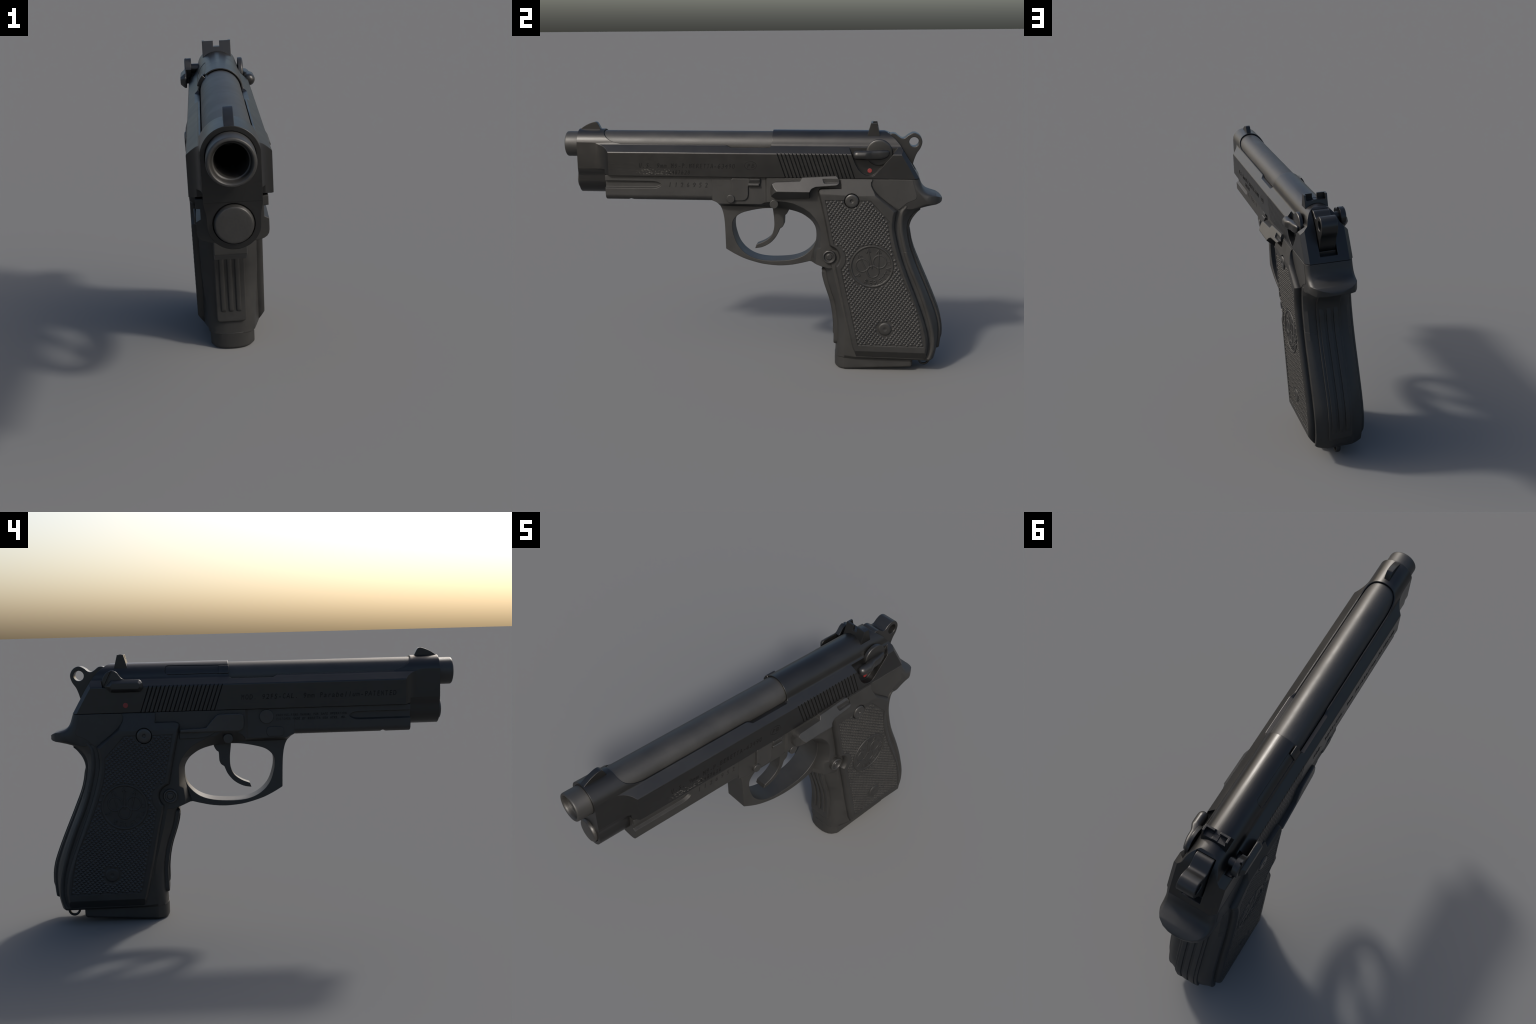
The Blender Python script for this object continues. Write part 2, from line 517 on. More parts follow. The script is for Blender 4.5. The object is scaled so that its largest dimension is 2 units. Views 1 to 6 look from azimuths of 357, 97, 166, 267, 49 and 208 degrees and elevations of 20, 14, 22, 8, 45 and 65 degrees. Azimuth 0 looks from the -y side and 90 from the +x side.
# ------------------------------------------------------------------ grip frame (front strap, core, back strap): horizontal slices
T_front = smooth_table([(0.055, 0.4335), (0.11, 0.436), (0.17, 0.437), (0.26, 0.436), (0.36, 0.420), (0.45, 0.391), (0.49, 0.380), (0.53, 0.373), (0.58, 0.360), (0.66, 0.352)])
T_edge = smooth_table([(0.055, 0.483), (0.075, 0.485), (0.134, 0.491), (0.20, 0.4965), (0.26, 0.494), (0.31, 0.485), (0.368, 0.470), (0.426, 0.456), (0.472, 0.444), (0.562, 0.424), (0.66, 0.40)])
T_edge_x = smooth_table([(0.055, 0.1000), (0.075, 0.1010), (0.134, 0.1060), (0.20, 0.1105), (0.264, 0.1150), (0.35, 0.1190), (0.45, 0.1205), (0.66, 0.1205)])
T_pf = smooth_table([(0.055, 0.562), (0.09, 0.551), (0.128, 0.536), (0.31, 0.496), (0.469, 0.464), (0.558, 0.447), (0.62, 0.44), (0.66, 0.43)])
T_pr = smooth_table([(0.055, 0.895), (0.086, 0.909), (0.116, 0.921), (0.19, 0.926), (0.291, 0.903), (0.434, 0.850), (0.582, 0.792), (0.701, 0.755), (0.784, 0.739), (0.84, 0.741), (0.874, 0.750)])
T_side = smooth_table([(0.055, 0.908), (0.083, 0.923), (0.136, 0.938), (0.216, 0.936), (0.325, 0.909), (0.453, 0.864), (0.594, 0.805), (0.699, 0.775), (0.783, 0.759), (0.859, 0.764), (0.89, 0.785)])
T_b1 = smooth_table([(0.055, 0.932), (0.084, 0.945), (0.144, 0.959), (0.233, 0.961), (0.320, 0.944), (0.448, 0.899), (0.590, 0.840), (0.688, 0.810), (0.779, 0.792), (0.835, 0.793), (0.89, 0.820)])
T_back = smooth_table([(0.055, 0.955), (0.10, 0.968), (0.154, 0.977), (0.22, 0.980), (0.268, 0.976), (0.320, 0.963), (0.422, 0.923), (0.58, 0.854), (0.673, 0.817), (0.759, 0.801), (0.806, 0.809), (0.849, 0.837), (0.872, 0.864), (0.888, 0.892)])
rings = []
zs = [0.069] + [0.080 + (0.655 - 0.080) * k / 40 for k in range(41)]
for z in zs:
    f, e, ex_, pf, pr, sd, b1, bk = (lerp_table(t, z) for t in (T_front, T_edge, T_edge_x, T_pf, T_pr, T_side, T_b1, T_back))
    d = 0.028
    xa, ya = 0.0915 - max(0, 0.12 - z) * 0.12, f + d
    h = [(0.0, f), (0.030, f + 0.0015), (0.052, f + 0.006), (0.068, f + 0.012), (0.081, f + 0.019), (xa, ya), ((xa + ex_) / 2 + 0.001, (ya + e) / 2), (ex_ - 0.0005, e - 0.003), (ex_ + 0.0003, e + 0.003),
         (0.1215, pf), (0.1215, pf + 0.05), (0.1215, pr - 0.03), (0.1205, pr - 0.004), (0.1165, pr + 0.004), (0.1165, sd - 0.003), (0.1205, sd + 0.003), (0.1215, sd + 0.010), (0.119, sd + 0.017),
         (0.100, b1), (0.085, b1 + 0.4 * (bk - b1)), (0.062, bk - 0.003), (0.03, bk), (0.0, bk + 0.001)]
    if z < 0.079:      # the lower rim tucks in under the grip panels
        h = [(min(x, 0.108), y) for x, y in h]
    rings.append([(x, y, z) for x, y in h] + [(-x, y, z) for x, y in reversed(h) if x > 1e-6])
grip_frame = make("grip_frame", skin(rings), FRAME_M, frame, smooth=28)
# upper back strap, up into the tang
rings = []
for z in [0.645 + (0.892 - 0.645) * k / 26 for k in range(27)]:
    pr, sd, b1, bk = (lerp_table(t, z) for t in (T_pr, T_side, T_b1, T_back))
    h = [(0.0, 0.55), (0.1215, 0.55), (0.1215, pr - 0.03), (0.1205, pr - 0.004), (0.1165, pr + 0.004), (0.1165, sd - 0.003), (0.1205, sd + 0.003), (0.1215, sd + 0.010), (0.119, sd + 0.017),
         (0.100, b1), (0.085, b1 + 0.4 * (bk - b1)), (0.062, bk - 0.003), (0.03, bk), (0.0, bk + 0.001)]
    rings.append([(x * 0.997, y, z) for x, y in h] + [(-x * 0.997, y, z) for x, y in reversed(h) if x > 1e-6])
back_upper = make("back_strap", skin(rings), FRAME_M, frame, smooth=28)
# rounded lower heel
boolean(grip_frame, prism([(0.80, -0.1), (0.93, 0.05), (0.957, 0.070), (0.970, 0.100), (1.2, 0.12), (1.2, -0.1)], 0, -0.3, 0.3))

# ribbed pads on both straps
def strap_pad(name, table, sign, z0, z1, half_w, lift, x0=0.0, nz=44, ease=0.006, corner=0.02, fade=0.15, ramp=0.006):
    """Strip that follows a strap, `lift` proud of it, with eased edges."""
    rings = []
    for k in range(nz + 1):
        z = z0 + (z1 - z0) * (0.5 - 0.5 * math.cos(math.pi * k / nz))
        y = lerp_table(table, z)
        w = half_w
        m = min(z - z0, z1 - z)
        if m < corner:
            w = half_w - corner + math.sqrt(max(0, corner**2 - (corner - m)**2)) if corner < half_w else half_w
        l = lift * min(1.0, fade + (1.0 - fade) * m / ramp)
        yo, yi = y + sign * l, y - sign * 0.02
        e = min(ease, w * 0.5)
        rings.append([(x0 - w, yi, z), (x0 - w, y + sign * (l - e * 0.6), z), (x0 - w + e, yo, z), (x0, yo, z), (x0 + w - e, yo, z), (x0 + w, y + sign * (l - e * 0.6), z), (x0 + w, yi, z)])
    return skin(rings)

pad = make("front_strap_pad", strap_pad("p", T_front, -1, 0.127, 0.548, 0.064, 0.0095, corner=0.022), FRAME_M, frame)
for x in (-0.033, 0.0, 0.033):
    make("front_strap_rib", strap_pad("r", T_front, -1, 0.176, 0.528, 0.0095, 0.0150, x, ease=0.003, corner=0.004, fade=0.6, ramp=0.012), FRAME_M, frame)
T_back_full = [(z, y) for z, y in T_back]
padb = make("back_strap_pad", strap_pad("p", T_back_full, 1, 0.124, 0.872, 0.061, 0.0105, corner=0.012, nz=60), FRAME_M, frame)
for x in (-0.036, 0.0, 0.036):
    make("back_strap_rib", strap_pad("r", T_back_full, 1, 0.168, 0.775, 0.0115, 0.0165, x, ease=0.0025, corner=0.004, nz=60, fade=0.62, ramp=0.03), FRAME_M, frame)

# ------------------------------------------------------------------ beavertail tang
tang_out = spline([(0.70, 1.0288, 1), (0.8545, 1.0288, 1), (0.860, 1.011), (0.867, 0.991), (0.877, 0.973), (0.894, 0.958), (0.922, 0.948), (0.951, 0.939), (0.971, 0.927), (0.9770, 0.9140),
                   (0.969, 0.907), (0.942, 0.9005), (0.910, 0.8935), (0.888, 0.888), (0.868, 0.882), (0.846, 0.879), (0.82, 0.879, 1), (0.78, 0.878, 1), (0.70, 0.90, 1)], 4)
tang_in = spline([(0.70, 1.0288, 1), (0.826, 1.0288, 1), (0.832, 1.008), (0.840, 0.988), (0.852, 0.968), (0.870, 0.952), (0.893, 0.941), (0.912, 0.933), (0.922, 0.926), (0.924, 0.919),
                  (0.918, 0.914), (0.902, 0.910), (0.878, 0.904), (0.855, 0.895), (0.838, 0.885), (0.822, 0.878), (0.80, 0.877, 1), (0.77, 0.884, 1), (0.70, 0.90, 1)], 4)
mid = [((a[0] * 0.45 + b[0] * 0.55), (a[1] * 0.45 + b[1] * 0.55)) for a, b in zip(tang_in, tang_out)]
tang = make("beavertail", layered([(-0.1190, tang_in), (-0.1135, mid), (-0.098, tang_out), (0.098, tang_out), (0.1135, mid), (0.1190, tang_in)]), FRAME_M, frame, smooth=60)
tip = [(0.125, 0.60), (0.125, 0.865), (0.1220, 0.888), (0.1165, 0.907), (0.107, 0.927), (0.094, 0.946), (0.072, 0.961), (0.040, 0.9715), (0.0, 0.9760)]
boolean(tang, prism(tip + [(-x, y) for x, y in reversed(tip) if x > 0], 2, 0.5, 1.2), 'INTERSECT')
bevel(tang, 0.006, 3, 40)

# ------------------------------------------------------------------ grip panels
G_FACE = 0.1480
outline = [(0.346, 0.960), (0.349, 0.972), (0.356, 0.979), (0.368, 0.9825), (0.4625, 0.983), (0.4625, 1.0275), (0.622, 1.0275)]
outline += [(0.6135, 1.012), (0.617, 0.993), (0.643, 0.956), (0.681, 0.923), (0.722, 0.893), (0.748, 0.872)]
outline += spline([(0.741, 0.840), (0.738, 0.784), (0.754, 0.701), (0.791, 0.582), (0.849, 0.434), (0.902, 0.291), (0.9255, 0.190), (0.921, 0.116), (0.907, 0.0785, 1)], 4)
outline += [(0.554, 0.0785), (0.546, 0.100), (0.533, 0.128), (0.492, 0.310), (0.459, 0.469), (0.4375, 0.560)]
outline += [(0.405 + 0.0505 * math.cos(a), 0.622 + 0.0535 * math.sin(a)) for a in [math.radians(-52 + k * 10) for k in range(0, 13)]]
outline += [(0.406, 0.681), (0.378, 0.82)]
checker = spline([(0.383, 0.922, 1), (0.613, 0.922, 1), (0.709, 0.818, 1), (0.713, 0.739), (0.750, 0.613), (0.808, 0.473), (0.859, 0.360), (0.889, 0.245), (0.9005, 0.154, 1),
                  (0.560, 0.1535, 1), (0.467, 0.561, 1), (0.487, 0.592), (0.491, 0.622), (0.486, 0.645), (0.470, 0.668), (0.429, 0.693, 1), (0.383, 0.922, 1)], 3)[:-1]
SCREWS = ((0.518, 0.920), (0.699, 0.2465))
MEDAL = (0.6245, 0.5805)
R_MEDAL, R_SCREW = 0.1125, 0.0375


def inside(p, poly):
    c = False
    j = len(poly) - 1
    for i in range(len(poly)):
        (xi, yi), (xj, yj) = poly[i], poly[j]
        if (yi > p[1]) != (yj > p[1]) and p[0] < (xj - xi) * (p[1] - yi) / (yj - yi) + xi:
            c = not c
        j = i
    return c


def edge_distance(p, poly):
    best = 9.0
    q = Vector(p)
    for i in range(len(poly)):
        a, b = Vector(poly[i - 1]), Vector(poly[i])
        ab = b - a
        if ab.length < 1e-8:
            continue
        t = max(0, min(1, (q - a).dot(ab) / ab.length_squared))
        best = min(best, (a + ab * t - q).length)
    return best


# one diamond-shaped checkering point, repeated over the field
# (square lattice turned by about 56 degrees)
PITCH, TURN, POINT_H = 0.0151, math.radians(55.5), 0.0036
STEP_A = Vector((math.cos(TURN), math.sin(TURN))) * PITCH
STEP_B = Vector((math.sin(TURN), -math.cos(TURN))) * PITCH
FLOOR = G_FACE - 0.0022
field = []
for i in range(-60, 61):
    for j in range(-60, 61):
        p = tuple(Vector((0.640, 0.520)) + STEP_A * i + STEP_B * j)
        if inside(p, checker) and edge_distance(p, checker) > 0.0052 and (Vector(p) - Vector(MEDAL)).length > R_MEDAL + 0.005 and \
           all((Vector(p) - Vector(q)).length > R_SCREW + 0.0055 for q in SCREWS):
            field.append(p)


def text_mesh(ch, size, shear=0.0, bold=0.0):
    cu = bpy.data.curves.new("t", 'FONT')
    cu.body = ch
    cu.size = size
    cu.shear = shear
    cu.offset = bold
    cu.align_x = 'CENTER'
    cu.resolution_u = 3
    ob = bpy.data.objects.new("t", cu)
    coll.objects.link(ob)
    dg = bpy.context.evaluated_depsgraph_get()
    me = bpy.data.meshes.new_from_object(ob.evaluated_get(dg))
    bpy.data.objects.remove(ob)
    bpy.data.curves.remove(cu)
    return me


def raise_flat(bm_src, place, x0, x1):
    """Turn a flat 2-D mesh (u, v) into a thin relief from |x| = x0 to x1 on one flank."""
    bm = bmesh.new()
    bm.from_mesh(bm_src)
    bmesh.ops.remove_doubles(bm, verts=bm.verts, dist=1e-6)
    r = bmesh.ops.extrude_face_region(bm, geom=bm.faces[:])
    top = {v for v in r["geom"] if isinstance(v, bmesh.types.BMVert)}
    for v in bm.verts:
        v.co = place(v.co.x, v.co.y, x1 if v in top else x0)
    bmesh.ops.recalc_face_normals(bm, faces=bm.faces)
    return bm


def lettering(name, text, side, y_left, y_right, z_base, height, depth_x, mat, parent, shear=0.18, stretch=1.0, proud=0.0009):
    """A line of fixed-pitch stamped characters on one flank, read from outside."""
    n = len(text)
    cell = abs(y_right - y_left) / n
    out = []
    for i, ch in enumerate(text):
        if ch == " ":
            continue
        me = text_mesh(ch, height / 0.70, shear)
        w = max(abs(v.co.x) for v in me.vertices) * 2 if len(me.vertices) else 0
        fit = min(stretch, cell * 0.86 / max(w, 1e-6))
        cu = (i + 0.5) * cell

        def place(u, v, d, cu=cu, fit=fit):
            yy = y_left + (1 if side > 0 else -1) * (cu + u * fit)
            return Vector((side * d, yy, z_base + v))
        bm = raise_flat(me, place, depth_x - 0.002, depth_x + proud)
        out.append(to_mesh(bm))
        bpy.data.meshes.remove(me)
    ob = make(name, joined(out), mat, parent, smooth=0)
    ob["kind"] = "stuff"
    return ob


def tube2d(path, w, place, x0, x1, closed=False):
    """Raised line along a 2-D path."""
    n = len(path)
    rings = []
    for i in range(n):
        a = Vector(path[i - 1] if (closed or i > 0) else path[i])
        b = Vector(path[(i + 1) % n] if (closed or i < n - 1) else path[i])
        t = (b - a).normalized()
        nn = Vector((-t.y, t.x)) * w / 2
        p = Vector(path[i])
        rings.append([place(*(p - nn), x0), place(*(p - nn * 0.5), x1), place(*(p + nn * 0.5), x1), place(*(p + nn), x0)])
    if closed:
        rings.append(rings[0])
    return skin(rings, caps=not closed)


def roll_in(pts, d):
    """Inset that is about twice as deep along the rear edge, where the panel rolls off."""
    out = []
    for p, q in zip(pts, inset(pts, d)):
        k = 1.0 + 0.5 * max(0.0, min(1.0, (p[0] - 0.70 - max(0.0, (0.75 - p[1]) * 0.10)) / 0.03)) * (1.0 if 0.075 < p[1] < 0.90 else 0.0)
        out.append((p[0] + (q[0] - p[0]) * k, p[1] + (q[1] - p[1]) * k))
    return out


for side in (1, -1):
    layers = [(side * 0.100, outline), (side * 0.1275, outline), (side * 0.1355, roll_in(outline, 0.0020)), (side * 0.1415, roll_in(outline, 0.0050)), (side * 0.1450, roll_in(outline, 0.0080)), (side * G_FACE, roll_in(outline, 0.0110))]
    panel = make("grip_panel", layered(layers), GRIP_M)
    # sloped shoulder at the top and chamfer along the bottom
    boolean(panel, prism([(G_FACE + 0.001, 0.943), (0.122, 1.04), (0.2, 1.04), (0.2, 0.943)] if side > 0 else
                         [(-G_FACE - 0.001, 0.943), (-0.122, 1.04), (-0.2, 1.04), (-0.2, 0.943)], 1, 0.2, 1.0))
    boolean(panel, prism([(side * 0.1480, 0.1225), (side * 0.1170, 0.0770), (side * 0.2, 0.06), (side * 0.2, 0.1225)], 1, 0.2, 1.2))
    # checkering field
    boolean(panel, prism(checker, 0, side * FLOOR, side * 0.2) if side > 0 else prism(checker, 0, -0.2, -FLOOR))
    shade(panel.data, 24)
    bm = bmesh.new()
    for (y, z) in field:
        c = ((STEP_A + STEP_B) / 2, (STEP_A - STEP_B) / 2, -(STEP_A + STEP_B) / 2, (STEP_B - STEP_A) / 2)
        h = POINT_H * random.uniform(0.92, 1.05)
        base = [bm.verts.new((side * (FLOOR - 0.0002), y + q.x, z + q.y)) for q in c]
        tops = [bm.verts.new((side * (FLOOR + h), y + q.x * 0.2, z + q.y * 0.2)) for q in c]
        for i in range(4):
            bm.faces.new((base[i], base[(i + 1) % 4], tops[(i + 1) % 4], tops[i]))
        bm.faces.new(tops)
    bmesh.ops.recalc_face_normals(bm, faces=bm.faces)
    ck = make("checkering", to_mesh(bm), CHECK_M, panel, smooth=0)
    ck["kind"] = "stuff"

    # medallion: dished disc, rim, three ringed arrows and lettering
    def place(u, v, d, s=side):
        return Vector((s * d, MEDAL[0] + (1 if s > 0 else -1) * u, MEDAL[1] + v))
    prof = [(0.0, 0.1455), (0.098, 0.1455), (0.1005, 0.1462), (0.103, 0.1490), (0.1065, 0.1498), (0.1105, 0.1490), (R_MEDAL, 0.1465), (R_MEDAL, 0.140), (0, 0.140)]
    med = make("medallion", lathe([(r, side * x) for r, x in prof], MEDAL, axis=0, seg=72, closed_ends=False), GRIP_M, panel)
    lo, hi = 0.1448, 0.1476
    bits = []
    turn = math.radians(13 if side > 0 else 0)

    def tilted(u, v, d, c=math.cos(turn), q=math.sin(turn)):
        return place(u * c - v * q, u * q + v * c, d)
    level = iter(range(40))
    for (cu, cv, r) in ((-0.045, 0.016, 0.0335), (0.045, 0.016, 0.0335), (0.0, -0.028, 0.030)):
        bits.append(tube2d(circle((cu, cv), r, 32), 0.0105, tilted, lo, hi + 0.00006 * next(level), closed=True))
    for (u0, v0, u1, v1) in ((-0.024, -0.046, -0.053, 0.078), (0.0, -0.012, 0.0, 0.093), (0.024, -0.046, 0.053, 0.078)):
        du, dv = Vector((u1 - u0, v1 - v0)).normalized()
        bits.append(tube2d([(u0, v0), (u1, v1)], 0.0100, tilted, lo, hi + 0.00006 * next(level)))
        for k in (1, -1):
            bu, bv = u1 - du * 0.019 + k * dv * 0.0115, v1 - dv * 0.019 - k * du * 0.0115
            bits.append(tube2d([(u1, v1), (bu, bv)], 0.0090, tilted, lo, hi + 0.00006 * next(level)))
    bits.append(tube2d(circle((0.089, 0.0), 0.0085, 16), 0.0034, tilted, lo, hi, closed=True))
    for i, ch in enumerate("P BERETTA"):
        if ch == " ":
            continue
        ang = math.radians(-158 + i * 17.2)
        me = text_mesh(ch, 0.035, bold=0.0011)
        ru = 0.0975
        ca, sa = math.cos(ang), math.sin(ang)

        def on_arc(u, v, d, ca=ca, sa=sa):
            # letters stand on the rim with their feet outwards
            rr = ru - v
            return tilted(rr * ca - u * sa * 0.95, rr * sa + u * ca * 0.95, d)
        bits.append(to_mesh(raise_flat(me, on_arc, lo, hi + 0.0004)))
        bpy.data.meshes.remove(me)
    emb = make("emblem", joined(bits), GRIP_M, med, smooth=0)
    emb["kind"] = "stuff"

    for k, (sy, sz) in enumerate(SCREWS):
        top = 0.1525 if k == 0 else 0.1505
        dip = 0.006 if k == 0 else 0.0018
        prof = [(0.0, top - dip), (0.0075, top - dip), (0.0085, top - 0.0012), (0.0115, top), (0.026, top), (0.0310, top - 0.0012), (0.0345, top - 0.0045), (0.0350, top - 0.008), (0.0350, 0.13), (0, 0.13)]
        make("grip_screw", lathe([(r, side * x) for r, x in prof], (sy, sz), axis=0, seg=48, closed_ends=False), GRIP_M if k else CONTROL_M, panel)
        if k == 0:
            boolean(panel, lathe([(0.0385, side * 0.13), (0.0385, side * 0.2)], (sy, sz), axis=0, seg=48))
            shade(panel.data, 24)

# ------------------------------------------------------------------ magazine floor plate, lanyard loop
mag_half = [(0.0, 0.4325), (0.025, 0.4340), (0.046, 0.4390), (0.064, 0.4475), (0.079, 0.4600), (0.0945, 0.484), (0.0955, 0.487), (0.0965, 0.50), (0.0965, 0.832), (0.092, 0.843), (0.082, 0.847), (0.0, 0.847)]
ring = [(x, y) for x, y in mag_half] + [(-x, y) for x, y in reversed(mag_half) if x > 1e-6]


def floor_z(y):
    return 0.0005 + max(0.0, (y - 0.455)) * 0.0645


small = inset(ring, 0.007)
mid_r = inset(ring, 0.0025)
mag = make("magazine", skin([[(x, y, 0.075) for x, y in ring], [(x, y, floor_z(y) + 0.010) for x, y in ring], [(x, y, floor_z(y) + 0.004) for x, y in mid_r], [(x, y, floor_z(y)) for x, y in small]]), FRAME_M)

loop_path = [(0.909 + 0.0265 * math.cos(a), 0.046 - 0.030 * math.sin(a)) for a in [math.radians(k * 9) for k in range(21)]]
loop_path = [(loop_path[0][0], 0.09)] + loop_path + [(loop_path[-1][0], 0.09)]
rings = []
for i, (y, z) in enumerate(loop_path):
    a = Vector(loop_path[max(0, i - 1)]); b = Vector(loop_path[min(len(loop_path) - 1, i + 1)])
    t = (b - a).normalized()
    nn = Vector((-t.y, t.x))
    rings.append([(0.013 * math.cos(q), y + nn.x * 0.0062 * math.sin(q), z + nn.y * 0.0062 * math.sin(q)) for q in [2 * math.pi * k / 12 for k in range(12)]])
make("lanyard_loop", skin(rings), FRAME_M, smooth=60)

# ------------------------------------------------------------------ hammer
ham = make("hammer", prism(spline([(0.69, 1.230), (0.700, 1.246), (0.713, 1.2515), (0.729, 1.249), (0.748, 1.235), (0.763, 1.2265), (0.777, 1.2285), (0.795, 1.243), (0.821, 1.2545), (0.845, 1.247), (0.861, 1.228), (0.8655, 1.206),
                                    (0.857, 1.178), (0.840, 1.152), (0.829, 1.125), (0.818, 1.09), (0.80, 1.066, 1), (0.74, 1.066, 1), (0.70, 1.15)], 4, closed=True), 0, -0.0405, 0.0405), DARK_M)
boolean(ham, lathe([(0.0245, -0.1), (0.0245, 0.1)], (0.8245, 1.209), axis=0, seg=40))
bevel(ham, 0.003, 3, 40)
sear = make("sear_housing", prism([(0.735, 1.02), (0.735, 1.075), (0.815, 1.075), (0.815, 1.02)], 0, -0.042, 0.042), DARK_M)

# ------------------------------------------------------------------ safety levers
drum = make("safety_lever", lathe([(0.0, 0.085), (0.066, 0.085), (0.0665, 0.0985), (0.0655, 0.1015), (0.063, 0.1035), (0.055, 0.1055), (0.0, 0.1068)], (0.650, 1.161), axis=0, seg=56, closed_ends=False), DARK_M, smooth=50)
# thumb piece: rounded nose at the front, waisted, chamfered tail
rings = []
for (y, xi, xo, z0, z1) in [(0.5205, 0.118, 0.130, 1.145, 1.157), (0.5225, 0.111, 0.138, 1.137, 1.165), (0.5275, 0.106, 0.1435, 1.131, 1.170), (0.535, 0.103, 0.1475, 1.1275, 1.1735), (0.545, 0.102, 0.149, 1.1265, 1.1745),
                            (0.580, 0.102, 0.149, 1.1265, 1.1745), (0.592, 0.100, 0.146, 1.1265, 1.1745), (0.606, 0.098, 0.139, 1.1265, 1.1750), (0.620, 0.096, 0.133, 1.1265, 1.1755), (0.652, 0.095, 0.131, 1.1275, 1.1765), (0.670, 0.095, 0.127, 1.1300, 1.1770),
                            (0.690, 0.096, 0.121, 1.1380, 1.1760), (0.699, 0.098, 0.117, 1.1480, 1.1710), (0.702, 0.101, 0.113, 1.155, 1.166)]:
    c, hx, hz = ((xi + xo) / 2, (z0 + z1) / 2), (xo - xi) / 2, (z1 - z0) / 2
    ex = 1.0 if y < 0.585 else 0.62
    ring = []
    for k in range(28):
        a = 2 * math.pi * k / 28
        ca, sa = math.cos(a), math.sin(a)
        ring.append((c[0] + hx * math.copysign(abs(ca)**ex, ca), y, c[1] + hz * math.copysign(abs(sa)**ex, sa)))
    rings.append(ring)
make("safety_thumb_piece", skin(rings), DARK_M, drum, smooth=40)

arm = spline([(0.704, 1.183, 0), (0.698, 1.207), (0.680, 1.2265), (0.655, 1.2325), (0.637, 1.225), (0.622, 1.205), (0.613, 1.1955), (0.600, 1.190, 1), (0.538, 1.189), (0.521, 1.180), (0.5135, 1.163),
              (0.517, 1.142), (0.530, 1.1305), (0.545, 1.129, 1), (0.655, 1.129, 1), (0.676, 1.138), (0.692, 1.156)], 4, closed=True)
rdrum = make("safety_lever", layered([(-0.108, arm), (-0.133, arm), (-0.1355, inset(arm, 0.0025))]), DARK_M, smooth=35)
boolean(rdrum, prism([(0.50, 1.10), (0.50, 1.20), (0.606, 1.20), (0.620, 1.16), (0.68, 1.10)], 0, -0.1315, -0.09))
d = (Vector((0.695, 1.157)) - Vector((0.656, 1.236))).normalized()
n = Vector((-d.y, d.x)) * 0.0042
a, b = Vector((0.656, 1.236)) - d * 0.02, Vector((0.695, 1.157)) + d * 0.02
boolean(rdrum, prism([tuple(a - n), tuple(a + n), tuple(b + n), tuple(b - n)], 0, -0.2, -0.1275))
bar_poly = [(0.6875, 1.1585), (0.667, 1.1302), (0.531, 1.1302), (0.5155, 1.147), (0.5155, 1.172), (0.531, 1.1879), (0.664, 1.1879)]


def bar_ring(d, r):
    return rounded(inset(bar_poly, d), r, 5)


thumb = make("safety_thumb_piece", layered([(-0.129, bar_ring(0, 0.010)), (-0.1365, bar_ring(0, 0.010)), (-0.1382, bar_ring(0.001, 0.009)), (-0.1525, bar_ring(0.0135, 0.004)), (-0.1535, bar_ring(0.0160, 0.003))]), DARK_M, rdrum, smooth=38)
make("safety_axle", lathe([(0.0195, -0.07), (0.0195, -0.11)], (0.657, 1.190), axis=0, seg=32), DARK_M, rdrum)

make("safety_dot", lathe([(0, 0.0870), (0.0115, 0.0870), (0.0115, 0.0892), (0, 0.0892)], (0.6045, 1.068), axis=0, seg=28, closed_ends=False), RED_M, slide)
make("safety_dot", lathe([(0, -0.1190), (0.0125, -0.1190), (0.0125, -0.1213), (0, -0.1213)], (0.6005, 1.066), axis=0, seg=28, closed_ends=False), RED_M, slide)

# ------------------------------------------------------------------ slide stop (left)
stop_outline = rounded([(0.099, 0.966), (0.107, 1.000), (0.126, 1.0115), (0.256, 1.0175), (0.264, 1.0345), (0.438, 1.0445), (0.4525, 1.026), (0.4525, 1.008), (0.440, 1.0005),
                        (0.335, 0.9925), (0.313, 0.982), (0.303, 0.962), (0.304, 0.930), (0.131, 0.918), (0.105, 0.937)],
                       [0.035, 0.03, 0.03, 0.006, 0.010, 0.012, 0.01, 0.006, 0.006, 0.016, 0.016, 0.008, 0.004, 0.03, 0.03], 5)
stop = make("slide_stop", prism(stop_outline, 0, 0.104, 0.19), CONTROL_M)
# faces meet in a ridge; the upper one runs on into the thumb tab
wedge = [(0.05, 0.88), (0.1240, 0.88), (0.1240, 0.919), (0.1765, 0.9655), (0.1775, 0.9685), (0.1765, 0.9715), (0.1290, 1.0445), (0.127, 1.10), (0.05, 1.10)]
boolean(stop, prism(wedge, 1, 0.0, 0.6), 'INTERSECT')
boolean(stop, prism([(0.104, 0.0), (0.104, 0.0965), (0.120, 0.0985), (0.136, 0.1025), (0.150, 0.109), (0.162, 0.1180), (0.172, 0.1290), (0.1785, 0.1420), (0.25, 0.20), (0.25, 0.0)], 2, 0.8, 1.2))
# the rear of the ridge is cut back around the grip
boolean(stop, layered([(0.1370, rounded([(0.368, 1.030), (0.49, 1.0345), (0.49, 1.0130), (0.378, 1.0085)], [0.004, 0, 0, 0.01])),
                       (0.30, rounded([(0.362, 1.034), (0.49, 1.0385), (0.49, 1.0110), (0.375, 1.0065)], [0.004, 0, 0, 0.01]))]))
bevel(stop, 0.0030, 3, 30)

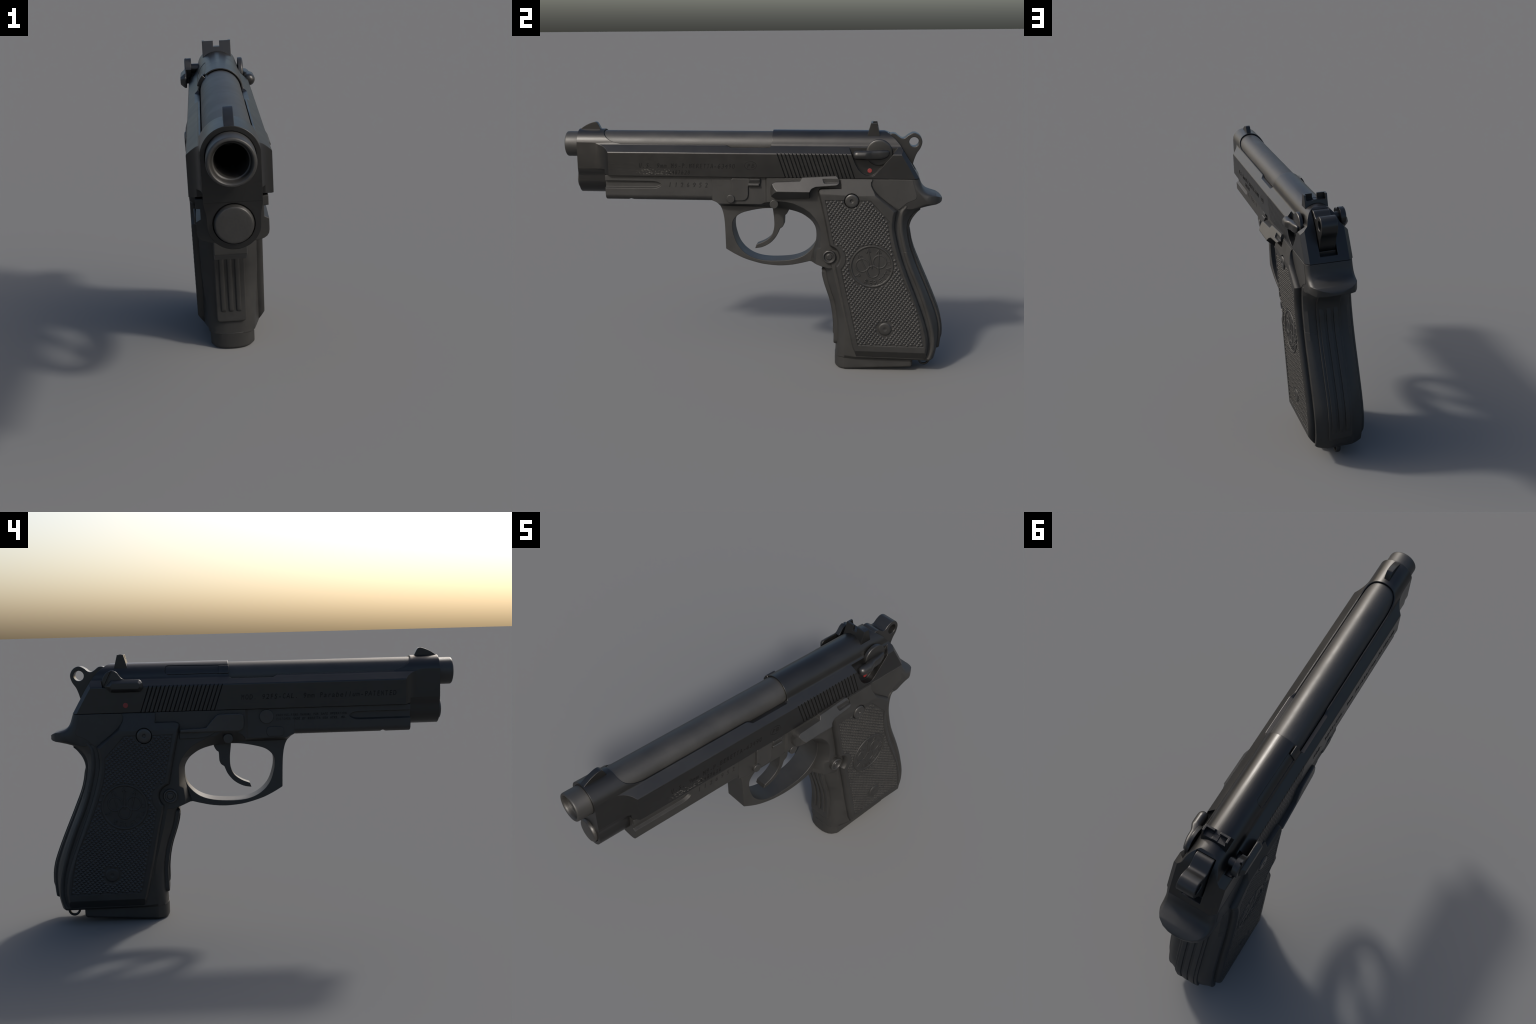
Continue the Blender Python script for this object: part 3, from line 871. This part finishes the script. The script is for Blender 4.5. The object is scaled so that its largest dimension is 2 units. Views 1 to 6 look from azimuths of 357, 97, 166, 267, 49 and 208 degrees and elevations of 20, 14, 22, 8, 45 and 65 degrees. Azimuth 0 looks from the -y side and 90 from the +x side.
# ------------------------------------------------------------------ takedown lever and pins
td = rounded([(-0.106, 1.0235), (0.047, 1.0245), (0.047, 1.003), (0.043, 0.984), (-0.016, 0.983), (-0.017, 0.9065), (-0.1065, 0.906)], [0.014, 0.002, 0, 0.004, 0.003, 0.05, 0.0], 9)
tdl = make("takedown_lever", layered([(0.100, td), (0.1105, td), (0.1125, inset(td, 0.002))]), CONTROL_M, smooth=30)
bar = rounded([(-0.016, 0.9985), (0.043, 0.9985), (0.043, 0.985), (-0.016, 0.985)], 0.003, 3)
make("takedown_lever_bar", layered([(0.105, bar), (0.1205, bar), (0.123, inset(bar, 0.003))]), CONTROL_M, tdl)
bar2 = [(-0.012, 1.0235), (0.046, 1.0240), (0.046, 1.004), (-0.012, 1.003)]
make("takedown_lever_shelf", layered([(0.105, bar2), (0.1130, bar2), (0.1185, [(-0.008, 1.0225), (0.0455, 1.023), (0.0455, 1.014), (-0.008, 1.013)])]), CONTROL_M, tdl)


def pin(name, c, r, side, x0, x1, mat=CONTROL_M, ry=None):
    e = 0.0025
    pts = circle(c, r, 36, ry)
    make(name, layered([(side * x0, pts), (side * (x1 - e), pts), (side * (x1 - e * 0.3), inset(pts, e * 0.35)), (side * x1, inset(pts, e))]), mat, frame, smooth=50)


pin("pivot_pin", (-0.108, 0.9165), 0.0215, 1, 0.09, 0.119)
pin("trigger_pin", (0.1175, 0.8915), 0.0225, 1, 0.05, 0.1175)
pin("trigger_pin", (0.1165, 0.8905), 0.0235, -1, 0.05, 0.1080)
pin("takedown_button", (-0.072, 0.991), 0.0345, -1, 0.09, 0.1120)
oval = rounded([(-0.155, 0.942), (-0.0705, 0.942), (-0.0705, 0.893), (-0.155, 0.893)], 0.022, 6)
make("hinge_boss", layered([(-0.09, oval), (-0.1065, oval), (-0.1085, inset(oval, 0.002))]), FRAME_M, frame)
tbar = rounded([(0.037, 0.967), (0.040, 1.003), (0.060, 1.0115), (0.165, 1.011), (0.195, 0.981), (0.222, 0.948), (0.346, 0.944), (0.346, 0.929), (0.058, 0.928), (0.042, 0.940)],
                [0.02, 0.02, 0.02, 0.02, 0.02, 0.01, 0, 0, 0.01, 0.01], 4)
def bar_x(y):
    return -(0.1315 + 0.045 * (y - 0.04))


tb = skin([[(-0.105, y, z) for y, z in tbar], [(bar_x(y) + 0.003, y, z) for y, z in tbar], [(bar_x(y), y, z) for y, z in inset(tbar, 0.003)]])
make("trigger_bar", tb, CONTROL_M, frame, smooth=30)
guide = spline([(0.350, 0.936, 1), (0.350, 0.897, 1), (0.245, 0.899), (0.205, 0.909), (0.160, 0.936, 1)], 4)
make("trigger_bar_guide", layered([(-0.10, guide), (-0.1245, guide), (-0.1265, inset(guide, 0.002))]), FRAME_M, frame, smooth=30)

# ------------------------------------------------------------------ magazine release buttons
for side in (1, -1):
    prof = [(0.0, 0.1315), (0.0125, 0.1315), (0.0150, 0.1295), (0.0155, 0.1265), (0.0240, 0.1265), (0.0250, 0.1310), (0.0270, 0.1332), (0.0310, 0.1332), (0.0345, 0.1305), (0.0352, 0.1260), (0.0352, 0.09), (0, 0.09)]
    make("magazine_release", lathe([(r, side * x) for r, x in prof], (0.405, 0.622), axis=0, seg=48, closed_ends=False), CONTROL_M)

# ------------------------------------------------------------------ stamped lettering
lettering("slide_lettering", "U.S. 9mm M9-P.BERETTA-63490", 1, -0.590, -0.082, 1.0755, 0.0245, 0.1206, DARK_LETTER_M, slide)
lettering("slide_lettering", "K487628", 1, -0.434, -0.318, 1.0425, 0.0215, 0.1206, DARK_LETTER_M, slide)
lettering("slide_lettering", "PB", 1, -0.024, 0.020, 1.0805, 0.0215, 0.1206, DARK_LETTER_M, slide)
ring = circle((-0.002, 1.0912), 0.0300, 48, 0.0215)
mk = make("proof_mark_ring", tube2d(ring, 0.0028, lambda u, v, d: Vector((d, u, v)), 0.1195, 0.1213, closed=True), DARK_LETTER_M, slide)
lettering("serial_number", "1126952", 1, -0.447, -0.222, 0.9735, 0.0245, W, DARK_FRAME_LETTER_M, frame, stretch=0.85)
lettering("slide_lettering", "MOD. 92FS-CAL. 9mm Parabellum-PATENTED", -1, 0.052, -0.704, 1.0770, 0.0245, 0.1206, DARK_LETTER_M, slide)
lettering("frame_lettering", "WARNING-READ MANUAL FOR SAFE OPERATION", -1, -0.116, -0.462, 0.9905, 0.0115, W + 0.001, DARK_FRAME_LETTER_M, frame, shear=0.1)
lettering("frame_lettering", "CUSTOMER MADE BY BERETTA USA ACKK. MD.", -1, -0.116, -0.462, 0.9715, 0.0115, W + 0.001, DARK_FRAME_LETTER_M, frame, shear=0.1)

for o in [o for o in bpy.data.objects if o.name.startswith("helper")]:
    bpy.data.objects.remove(o)
# face-weighted normals keep the large flats flat next to the small edge rounds
for o in bpy.data.objects:
    if o.type == 'MESH' and o.get("kind") != "stuff" and o.name.split(".")[0] not in ("grip_frame", "back_strap", "beavertail", "checkering"):
        md = o.modifiers.new("n", 'WEIGHTED_NORMAL')
        md.keep_sharp = True
        md.weight = 60
        bake(o)

# the whole pistol sits a little off centre because its controls are not symmetric
root.location = (MIDPLANE_X, 0, 0)
